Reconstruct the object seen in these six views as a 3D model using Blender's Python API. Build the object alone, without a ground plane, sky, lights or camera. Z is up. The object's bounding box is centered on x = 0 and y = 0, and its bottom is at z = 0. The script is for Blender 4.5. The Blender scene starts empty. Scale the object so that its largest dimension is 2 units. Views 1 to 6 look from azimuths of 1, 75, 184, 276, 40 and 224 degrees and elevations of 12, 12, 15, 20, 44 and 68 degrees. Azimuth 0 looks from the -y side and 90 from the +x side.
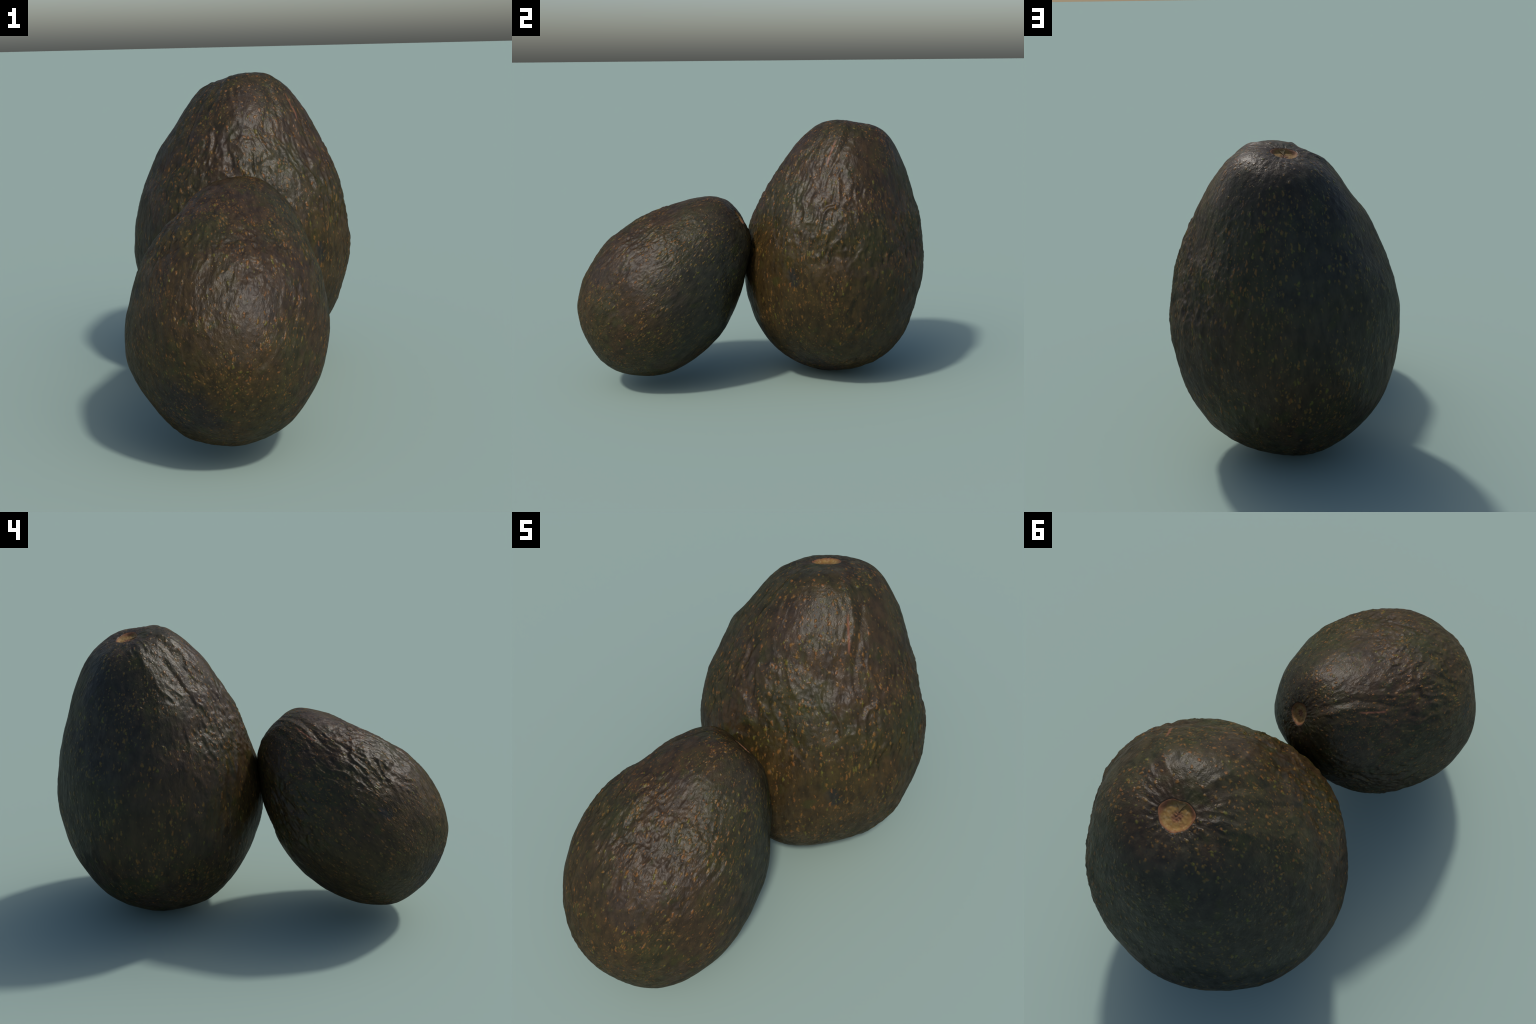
"""Two whole ripe avocados, the small one leaning with its neck against the big one.
Both fruits share one lofted skin (cross-sections stacked from stem to blossom end),
wrinkled with noise, and one sunken stem scar; the small fruit is a turned, scaled copy."""
import bpy, math
import numpy as np
from mathutils import Matrix, Quaternion, Vector

# ------------------------------------------------------------------ the fruit's shape
# Metres, at the big fruit's size; the origin is the middle of the fruit.
STEM_AXIS = np.array((-0.0217, 0.1632, 0.9864))      # from the middle to the stem
SIDE_AXIS = np.array((0.9998, 0.0, 0.0219))
# Distance from the middle to the skin at equal angle steps from stem to blossom end:
# first the mean of each cross-section, then its cosine / sine lobes of order 1 to 6.
MEAN_RADIUS = (0.714, 0.699, 0.617, 0.547, 0.516, 0.509, 0.519, 0.545, 0.583, 0.639, 0.693, 0.730, 0.745)
LOBES = (
    ((0.126, 0.119, 0.060, 0.018, 0.009, 0.002, 0.000, 0.002, -0.003, -0.009, -0.027, -0.069, -0.086),
     (-0.051, -0.048, -0.029, -0.019, -0.012, -0.010, -0.003, 0.003, 0.011, 0.025, 0.046, 0.056, 0.071)),
    ((-0.004, -0.004, -0.004, 0.004, 0.004, 0.005, 0.004, 0.007, 0.008, 0.003, -0.007, 0.000, 0.000),
     (-0.016, -0.017, -0.025, -0.009, -0.009, -0.008, -0.003, -0.005, -0.008, -0.007, 0.003, 0.021, 0.024)),
    ((-0.028, -0.025, -0.005, 0.003, 0.004, 0.005, 0.002, 0.001, -0.001, -0.006, 0.004, 0.018, 0.020),
     (0.032, 0.029, 0.011, -0.002, 0.000, -0.004, -0.001, 0.001, 0.011, 0.015, 0.014, 0.009, 0.007)),
    ((0.004, 0.004, 0.007, 0.005, 0.001, 0.000, 0.000, 0.005, -0.001, -0.002, -0.005, -0.009, -0.010),
     (0.017, 0.014, -0.003, -0.003, -0.003, -0.004, 0.000, 0.002, 0.003, 0.005, 0.009, 0.014, 0.014)),
    ((0.001, 0.003, 0.009, 0.007, 0.003, 0.002, -0.003, 0.000, 0.002, 0.003, 0.003, 0.005, 0.005),
     (0.008, 0.007, -0.001, -0.011, -0.009, -0.003, -0.001, -0.005, -0.004, 0.003, 0.008, 0.013, 0.014)),
    ((-0.021, -0.020, -0.013, -0.004, 0.003, 0.001, 0.003, -0.001, 0.000, 0.006, 0.008, 0.008, 0.007),
     (0.004, 0.003, -0.003, -0.003, 0.002, 0.002, 0.000, -0.003, -0.007, -0.005, -0.002, 0.000, 0.001)),
)
SCAR_ANGLE = 0.080            # half angle of the stem scar as seen from the middle
CUP_DEPTH = 0.020

# the two fruits: middle, turn, size, label
FRUITS = (
    (Vector((-0.0045, 0.4964, 0.7532)), Quaternion((1, 0, 0, 0)), 1.0,
     "large dark olive brown avocado standing upright"),
    (Vector((-0.0175, -0.4808, 0.5894)), Quaternion((0.55217, -0.24224, -0.32017, -0.7307)), 0.7683,
     "smaller dark speckled avocado leaning on its neck"),
)

unit = lambda v: np.asarray(v, float) / np.linalg.norm(v)
smooth = lambda a, b, x: (lambda t: t * t * (3 - 2 * t))(np.clip((x - a) / (b - a), 0, 1))


def gradient_noise(p, seed=0):
    """Perlin noise in [-1, 1] at the points p (n, 3)."""
    cell = np.floor(p).astype(np.int64)
    f = p - cell
    fade = f * f * f * (f * (f * 6 - 15) + 10)
    total = np.zeros(len(p))
    for corner in range(8):
        o = np.array((corner & 1, corner >> 1 & 1, corner >> 2 & 1))
        k = cell + o
        h = (k[:, 0] * 73856093 ^ k[:, 1] * 19349663 ^ k[:, 2] * 83492791 ^ (seed * 2654435761)) & 0xFFFFFFFF
        h = ((h ^ h >> 15) * 2246822519) & 0xFFFFFFFF
        h = ((h ^ h >> 13) * 3266489917) & 0xFFFFFFFF
        a, z = (h & 0xFFFF) / 65536 * math.tau, (h >> 16) / 32768 - 1
        s = np.sqrt(np.maximum(0, 1 - z * z))
        g = np.stack((s * np.cos(a), s * np.sin(a), z), 1)
        w = np.prod(np.where(o, fade, 1 - fade), 1)
        total += w * ((f - o) * g).sum(1)
    return total * 1.6


def stations(values, angle):
    """Catmull-Rom through values at equal angle steps, mirrored at both poles."""
    v, last = np.asarray(values), len(values) - 1
    x = angle / math.pi * last
    i = np.clip(np.floor(x).astype(int), 0, last - 1)
    t = x - i
    pick = lambda j: v[np.where(j < 0, -j, np.where(j > last, 2 * last - j, j))]
    return (pick(i - 1) * (-t**3 + 2 * t**2 - t) + pick(i) * (3 * t**3 - 5 * t**2 + 2)
            + pick(i + 1) * (-3 * t**3 + 4 * t**2 + t) + pick(i + 2) * (t**3 - t**2)) / 2


Z = unit(STEM_AXIS)
X = unit(SIDE_AXIS - Z * (SIDE_AXIS @ Z))
Y = np.cross(Z, X)


def body_radius(angle, turn):
    r = stations(MEAN_RADIUS, angle)
    for k, (c, s) in enumerate(LOBES, 1):
        r = r + np.sin(angle) ** min(k, 2) * (stations(c, angle) * np.cos(k * turn) + stations(s, angle) * np.sin(k * turn))
    return r


# broad swellings and hollows on top of the lobes: direction, spread, height
SWELLINGS = (((-0.90, 0.40, 0.16), 0.045, 0.017), ((-0.02, 0.95, 0.26), 0.025, 0.012), ((-0.54, 0.83, 0.12), 0.025, -0.012),
             ((-0.07, 0.74, -0.67), 0.03, 0.014), ((-0.32, -0.50, 0.80), 0.012, 0.013), ((-0.33, -0.89, -0.33), 0.02, 0.009),
             ((-0.80, -0.25, -0.52), 0.03, 0.010), ((0.30, -0.87, 0.38), 0.03, -0.010), ((0.86, -0.42, -0.27), 0.025, -0.009),
             ((0.45, 0.67, -0.58), 0.03, -0.007))


def direction(angle, turn):
    return (np.sin(angle) * np.cos(turn))[:, None] * X + (np.sin(angle) * np.sin(turn))[:, None] * Y + np.cos(angle)[:, None] * Z


def patch(d, centre, width):
    return np.exp((d @ unit(centre) - 1) / width)


# where the skin is wrinkled (towards the neck and one flank) and where it is tight
WRINKLED = (((-0.25, -0.75, 0.55), 0.16, 1.0), ((0.85, -0.35, 0.45), 0.14, 1.0), ((0.70, 0.68, 0.15), 0.16, 1.0),
            ((0.9, 0.1, -0.2), 0.12, 0.3), ((0.6, 0.1, -0.75), 0.10, 0.25))


# creases and ribs that run down from the stem: turn, first and last angle, half width, rise (radians, metres)
CREASES = ((-0.47, 0.15, 0.95, 0.07, -0.006), (-0.63, 0.15, 0.80, 0.06, 0.004), (-1.02, 0.30, 1.00, 0.08, -0.006),
           (-1.72, 0.12, 0.80, 0.09, 0.006), (-1.92, 0.18, 0.95, 0.08, -0.007), (-2.25, 0.30, 1.10, 0.07, -0.006), (-2.62, 0.12, 1.00, 0.10, 0.006))


def relief(angle, turn):
    """Height of wrinkles, pebbling and dents above the lofted body, in metres."""
    d = direction(angle, turn)
    warp = np.stack([gradient_noise(d * 3.5, 11), gradient_noise(d * 3.5, 12), gradient_noise(d * 3.5, 13)], 1)
    wrinkled = np.clip(sum(patch(d, c, w) * a for c, w, a in WRINKLED) + 0.35 * warp[:, 0], 0, 1)
    around = np.stack((np.cos(turn), np.sin(turn)), 1)
    long_way = np.concatenate((around * 9.0 * np.sin(angle)[:, None] ** 0.5, (angle * 4.0)[:, None]), 1) + warp * 0.5
    fold = gradient_noise(long_way, 1)
    folds = 1 - 2.2 * np.abs(fold)
    fine_way = np.concatenate((around * 17 * np.sin(angle)[:, None] ** 0.5, (angle * 8.0)[:, None]), 1) + warp * 0.8
    fine = 1 - 2.0 * np.abs(gradient_noise(fine_way, 2))
    # on one flank the wrinkles lose their direction and crinkle
    crinkled = smooth(0.25, 0.75, patch(d, (0.70, 0.68, 0.15), 0.16) + 0.3 * warp[:, 1])
    crinkle = 0.66 - 1.3 * np.abs(gradient_noise(d * np.array((8.5, 8.5, 6.0)) + warp * 0.45, 7))
    folds = folds * (1 - crinkled) + crinkle * crinkled
    small_crinkle = 0.8 - 1.4 * np.abs(gradient_noise(d * np.array((16.0, 16.0, 10.0)) + warp * 0.5, 8))
    fine = fine * (1 - crinkled) + small_crinkle * crinkled
    pebble = gradient_noise(d * 30, 3)
    lump = gradient_noise(d * 5 + 4, 4)
    h = sum(patch(d, c, w) * a for c, w, a in SWELLINGS) - 0.0005
    h += 0.0035 * lump + wrinkled * (0.0085 * (folds - 0.35) + 0.0040 * (fine - 0.4)) + (0.3 + 0.7 * wrinkled) * 0.0022 * pebble
    h += 0.0012 * gradient_noise(fine_way * 0.8 + 9, 5)
    for where, start, end, wide, rise in CREASES:
        off = (turn - where + 0.35 * warp[:, 2] * angle + math.pi) % math.tau - math.pi
        h += rise * np.exp(-(off / wide) ** 2) * smooth(start, start + 0.15, angle) * smooth(end, end - 0.3, angle)
    # radial creases that run into the stem
    near = np.exp(-((angle - 0.12) / 0.10) ** 2)
    h += near * 0.0018 * gradient_noise(np.concatenate((around * 5, (angle * 2)[:, None]), 1), 6)
    # the scar cup, in a broad hollow
    edge = SCAR_ANGLE * (1 + 0.07 * np.sin(2 * turn + 0.6) + 0.05 * np.sin(3 * turn + 2) + 0.02 * np.sin(7 * turn))
    h = h * smooth(0.6 * edge, 1.3 * edge, angle) - CUP_DEPTH * (1 - smooth(0.84 * edge, 1.06 * edge, angle))
    return h - 0.015 * np.exp(-(angle / 0.13) ** 2)


def grid_mesh(name, points, rings, segments, close_start=True, close_end=True):
    """Quads between rings of points; the poles are closed with triangle fans."""
    i = np.arange(rings - 1)[:, None] * segments
    j = np.arange(segments)[None]
    k = (j + 1) % segments
    quads = np.stack((i + j, i + segments + j, i + segments + k, i + k), -1).reshape(-1, 4).tolist()
    n, tail = rings * segments, (rings - 1) * segments
    pts = points.tolist()
    if close_start:
        quads += [(n, a, (a + 1) % segments) for a in range(segments)]
        pts.append(points[:segments].mean(0).tolist()); n += 1
    if close_end:
        quads += [(n, tail + (a + 1) % segments, tail + a) for a in range(segments)]
        pts.append(points[tail:tail + segments].mean(0).tolist())
    me = bpy.data.meshes.new(name)
    me.from_pydata(pts, [], quads)
    me.update()
    me.shade_smooth()
    return me


def skin_mesh():
    segments = 640
    angle = np.concatenate((np.linspace(0.006, 0.16, 44), np.linspace(0.16, math.pi - 0.008, 360)[1:]))
    a, t = (m.ravel() for m in np.meshgrid(angle, np.arange(segments) * math.tau / segments, indexing="ij"))
    r = body_radius(a, t) + relief(a, t)
    return grid_mesh("skin", direction(a, t) * r[:, None], len(angle), segments)


def scar_mesh():
    """A shallow woody dish that fills the cup, with a rolled lip and pitted middle."""
    segments, share = 128, np.linspace(0.02, 1.0, 40)
    s, t = (m.ravel() for m in np.meshgrid(share, np.arange(segments) * math.tau / segments, indexing="ij"))
    edge = SCAR_ANGLE * (1 + 0.07 * np.sin(2 * t + 0.6) + 0.05 * np.sin(3 * t + 2) + 0.02 * np.sin(7 * t))
    a = s * edge * 1.01
    r = body_radius(a, t) - 0.015 * np.exp(-(a / 0.13) ** 2) - CUP_DEPTH + 0.004 + 0.014 * smooth(0.70, 1.0, s)
    p = np.stack((s * np.cos(t), s * np.sin(t), 0 * s), 1)
    r += 0.0015 * gradient_noise(p * 5, 21) - 0.004 * smooth(0.5, 0.1, s) * (0.5 + gradient_noise(p * 7, 22))
    return grid_mesh("stem_scar", direction(a, t) * r[:, None], len(share), segments, True, False)


def flake_mesh():
    """A torn wedge of bark standing in the scar, its tip towards the middle."""
    turn0, pts = math.atan2(-0.9, 0.35), []
    outline = ((1.0, -0.42), (1.0, 0.0), (1.0, 0.42), (0.62, 0.16), (0.28, -0.02), (0.62, -0.24))
    for lift in (-0.004, 0.0045):
        for s, dt in outline:
            a, t = np.array([s * SCAR_ANGLE * 0.95]), np.array([turn0 + dt])
            r = body_radius(a, t) - 0.015 - CUP_DEPTH + 0.004 + 0.011 * smooth(0.4, 1.0, s) + lift * (0.3 + 0.7 * s)
            pts.append((direction(a, t) * r[:, None])[0].tolist())
    n = len(outline)
    faces = [tuple(range(n))[::-1], tuple(range(n, 2 * n))] + [(i, (i + 1) % n, n + (i + 1) % n, n + i) for i in range(n)]
    me = bpy.data.meshes.new("bark_flake")
    me.from_pydata(pts, [], faces)
    me.update()
    return me


# ------------------------------------------------------------------ materials
class Nodes:
    """Small helper to write node trees as formulas."""
    def __init__(self, name):
        self.material = bpy.data.materials.new(name)
        self.material.use_nodes = True
        self.tree = self.material.node_tree
        self.shader = self.tree.nodes["Principled BSDF"]

    def link(self, value, socket):
        if isinstance(value, bpy.types.NodeSocket):
            self.tree.links.new(value, socket)
        elif socket.type == "RGBA":
            socket.default_value = (*value, 1)
        else:
            socket.default_value = value

    def node(self, kind, inputs=(), **settings):
        n = self.tree.nodes.new(kind)
        for k, v in settings.items():
            setattr(n, k, v)
        for k, v in dict(inputs).items():
            self.link(v, n.inputs[k])
        return n

    def math(self, op, a, b=0.0, clamp=False):
        return self.node("ShaderNodeMath", {0: a, 1: b}, operation=op, use_clamp=clamp).outputs[0]

    def vector(self, op, a, b=(0, 0, 0), out=0):
        return self.node("ShaderNodeVectorMath", {0: a, 1: b}, operation=op).outputs[out]

    def between(self, x, low, high, to_low=0.0, to_high=1.0):
        return self.node("ShaderNodeMapRange", {"Value": x, "From Min": low, "From Max": high, "To Min": to_low, "To Max": to_high},
                         interpolation_type="SMOOTHSTEP").outputs[0]

    def mix(self, factor, a, b, blend="MIX"):
        n = self.node("ShaderNodeMix", data_type="RGBA", blend_type=blend)
        for socket, v in ((n.inputs[0], factor), (n.inputs[6], a), (n.inputs[7], b)):
            self.link(v, socket)
        return n.outputs[2]

    def noise(self, at, scale, detail=3.0, rough=0.55, out="Fac"):
        return self.node("ShaderNodeTexNoise", {"Vector": at, "Scale": scale, "Detail": detail, "Roughness": rough}).outputs[out]

    def voronoi(self, at, scale, randomness=1.0):
        return self.node("ShaderNodeTexVoronoi", {"Vector": at, "Scale": scale, "Randomness": randomness})

    def spot(self, at, centre, inner, outer):
        return self.between(self.vector("DISTANCE", at, centre, out=1), inner, outer, 1.0, 0.0)


def skin_material():
    n = Nodes("avocado_skin")
    at = n.node("ShaderNodeTexCoord").outputs["Object"]
    wobble = n.vector("SUBTRACT", n.noise(at, 5.0, 4, out="Color"), (0.5, 0.5, 0.5))
    loose = n.vector("ADD", at, n.vector("MULTIPLY", wobble, (0.34, 0.34, 0.34)))
    along = n.vector("MULTIPLY", at, (1.0, 1.0, 0.45))          # stretched from stem to blossom end
    # ground colour: brown, olive green, purple brown and blue black patches
    brown, olive, purple, black = (0.056, 0.036, 0.021), (0.045, 0.040, 0.018), (0.053, 0.037, 0.031), (0.030, 0.032, 0.030)
    colour = n.mix(n.between(n.noise(loose, 3.2, 4), 0.42, 0.62), brown, olive)
    colour = n.mix(n.math("MULTIPLY", n.between(n.noise(n.vector("ADD", loose, (3, 1, 7)), 3.6, 4), 0.52, 0.66), 0.7), colour, purple)
    back = n.between(n.vector("DOT_PRODUCT", loose, (-0.66, 0.66, 0.34), out=1), 0.20, 0.52)
    colour = n.mix(n.math("MULTIPLY", back, 0.85), colour, black)
    warm = n.between(n.vector("DOT_PRODUCT", loose, (0.45, -0.65, -0.60), out=1), 0.12, 0.45)
    colour = n.mix(n.math("MULTIPLY", warm, 0.7), colour, (0.062, 0.040, 0.014))
    # blossom end and a bruise
    colour = n.mix(n.math("MULTIPLY", n.spot(loose, (0.142, -0.166, -0.682), 0.08, 0.23), 0.9), colour, (0.026, 0.018, 0.022))
    colour = n.mix(n.math("MULTIPLY", n.spot(loose, (0.373, -0.385, -0.076), 0.020, 0.060), 0.85), colour, (0.030, 0.029, 0.032))
    # grey waxy streaks round the stem
    stem = n.spot(loose, (-0.015, 0.114, 0.70), 0.05, 0.26)
    streak = n.between(n.noise(n.vector("MULTIPLY", at, (1, 1, 0.3)), 26, 3), 0.45, 0.68)
    colour = n.mix(n.math("MULTIPLY", n.math("MULTIPLY", stem, streak), 0.65), colour, (0.092, 0.082, 0.062))
    # mottling in streaks
    mottle = n.noise(along, 26.0, 5, 0.65)
    colour = n.mix(1.0, colour, n.mix(n.between(mottle, 0.3, 0.72), (0.58, 0.58, 0.60), (1.40, 1.38, 1.34)), "MULTIPLY")
    green = n.between(n.noise(n.vector("ADD", at, (9, 4, 2)), 11.0, 4), 0.56, 0.70)
    colour = n.mix(n.math("MULTIPLY", green, 0.5), colour, (0.045, 0.052, 0.014))
    # corky specks, large and small
    jitter = n.vector("ADD", along, n.vector("MULTIPLY", n.vector("SUBTRACT", n.noise(at, 40, 2, out="Color"), (0.5, 0.5, 0.5)), (0.022, 0.022, 0.022)))
    height, density = None, n.between(n.noise(n.vector("ADD", at, (5, 5, 5)), 4.5, 3), 0.38, 0.60, 0.25, 1.0)
    for scale, inner, outer, strength in ((42.0, 0.06, 0.35, 1.00), (80.0, 0.04, 0.40, 0.80)):
        cells = n.voronoi(jitter, scale)
        pick = n.node("ShaderNodeSeparateColor", {0: cells.outputs["Color"]}).outputs
        speck = n.between(cells.outputs["Distance"], inner, outer, 1.0, 0.0)
        speck = n.math("MULTIPLY", speck, n.math("LESS_THAN", pick[0], density))
        speck_colour = n.mix(pick[1], (0.215, 0.130, 0.034), (0.260, 0.105, 0.034))
        speck_colour = n.mix(n.math("MULTIPLY", back, 0.75), speck_colour, (0.135, 0.115, 0.036))
        speck_colour = n.mix(n.math("MULTIPLY", n.math("GREATER_THAN", pick[2], 0.82), 0.7), speck_colour, (0.125, 0.15, 0.03))
        colour = n.mix(n.math("MULTIPLY", speck, strength), colour, speck_colour)
        height = n.math("MULTIPLY", speck, strength) if height is None else n.math("ADD", height, n.math("MULTIPLY", speck, strength * 0.5))
    # a healed pink scratch below the stem
    start, end = Vector((0.232, -0.089, 0.617)), Vector((0.284, -0.153, 0.498))
    way = (end - start).normalized()
    rel = n.vector("SUBTRACT", n.vector("ADD", at, n.vector("MULTIPLY", wobble, (0.006, 0.006, 0.006))), tuple(start))
    along_way = n.vector("DOT_PRODUCT", rel, tuple(way), out=1)
    across = start.cross(end).normalized()              # plane through the fruit's middle and the scratch
    aside = n.math("ABSOLUTE", n.vector("DOT_PRODUCT", rel, tuple(across), out=1))
    inside = n.math("MULTIPLY", n.between(along_way, -0.03, 0.02), n.between(along_way, 0.12, 0.15, 1.0, 0.0))
    scratch = n.math("MULTIPLY", inside, n.math("MULTIPLY", n.between(aside, 0.002, 0.0075, 1.0, 0.0), n.spot(at, tuple((start + end) / 2), 0.14, 0.2)))
    colour = n.mix(n.math("MULTIPLY", scratch, 0.8), colour, (0.25, 0.105, 0.075))
    colour = n.mix(1.0, colour, (0.585, 0.56, 0.42), "MULTIPLY")
    n.link(colour, n.shader.inputs["Base Color"])
    n.link(n.between(mottle, 0.3, 0.7, 0.44, 0.33), n.shader.inputs["Roughness"])
    rim = n.node("ShaderNodeLayerWeight", {"Blend": 0.5}).outputs["Facing"]     # specular lowered by view angle to suppress sky reflection at the rim
    n.link(n.between(rim, 0.25, 0.85, 0.25, 0.02), n.shader.inputs["Specular IOR Level"])
    grain = n.math("ADD", n.math("MULTIPLY", height, 0.6), n.math("MULTIPLY", n.noise(along, 48, 5, 0.6), 1.3))
    bump = n.node("ShaderNodeBump", {"Strength": 0.55, "Distance": 0.006, "Height": grain})
    n.link(bump.outputs[0], n.shader.inputs["Normal"])
    return n.material


def scar_material():
    n = Nodes("corky_scar")
    at = n.node("ShaderNodeTexCoord").outputs["Object"]
    middle = Vector(Z.tolist()) * 0.70
    rel = n.vector("SUBTRACT", at, tuple(middle))
    aside = n.vector("LENGTH", n.vector("CROSS_PRODUCT", rel, tuple(Z.tolist())), out=1)
    aside = n.math("ADD", aside, n.math("MULTIPLY", n.math("SUBTRACT", n.noise(at, 40, 3), 0.5), 0.016))
    colour = n.mix(n.between(n.noise(at, 45, 4), 0.35, 0.65), (0.205, 0.125, 0.034), (0.160, 0.082, 0.023))
    colour = n.mix(n.between(n.noise(at, 70, 3), 0.5, 0.62), colour, (0.21, 0.14, 0.055))
    core = n.between(aside, 0.010, 0.026, 1.0, 0.0)
    colour = n.mix(n.math("MULTIPLY", core, 0.75), colour, (0.115, 0.043, 0.023))
    pits = n.math("MULTIPLY", core, n.between(n.noise(at, 95, 2), 0.55, 0.65))
    colour = n.mix(n.math("MULTIPLY", pits, 0.8), colour, (0.055, 0.026, 0.016))
    colour = n.mix(n.math("MULTIPLY", n.between(aside, 0.044, 0.055), 0.75), colour, (0.135, 0.045, 0.024))
    n.link(colour, n.shader.inputs["Base Color"])
    n.link(0.75, n.shader.inputs["Roughness"])
    n.link(0.3, n.shader.inputs["Specular IOR Level"])
    bump = n.node("ShaderNodeBump", {"Strength": 0.4, "Distance": 0.003, "Height": n.noise(at, 90, 4)})
    n.link(bump.outputs[0], n.shader.inputs["Normal"])
    return n.material


def flake_material():
    n = Nodes("bark_flake")
    at = n.node("ShaderNodeTexCoord").outputs["Object"]
    n.link(n.mix(n.between(n.noise(at, 60, 4), 0.35, 0.65), (0.150, 0.092, 0.027), (0.105, 0.072, 0.024)), n.shader.inputs["Base Color"])
    n.link(0.8, n.shader.inputs["Roughness"])
    return n.material


# ------------------------------------------------------------------ build
skin, scar, flake = skin_mesh(), scar_mesh(), flake_mesh()
skin.materials.append(skin_material())
scar.materials.append(scar_material())
flake.materials.append(flake_material())
vertices = np.empty(len(skin.vertices) * 3)
skin.vertices.foreach_get("co", vertices)
vertices = vertices.reshape(-1, 3)

for middle, turn, size, label in FRUITS:
    place = Matrix.LocRotScale(middle, turn, Vector((size,) * 3))
    world = vertices @ np.array(place)[:3, :3].T + np.array(place)[:3, 3]
    base = Vector(world[world[:, 2].argmin()].tolist())
    fruit = bpy.data.objects.new("avocado", None)
    fruit.empty_display_size = 0.2
    fruit.location = base
    fruit["label"], fruit["category"] = label, "avocado"
    bpy.context.collection.objects.link(fruit)
    for mesh in (skin, scar, flake):
        part = bpy.data.objects.new(mesh.name, mesh)
        bpy.context.collection.objects.link(part)
        part.parent = fruit
        part.matrix_local = Matrix.Translation(-base) @ place
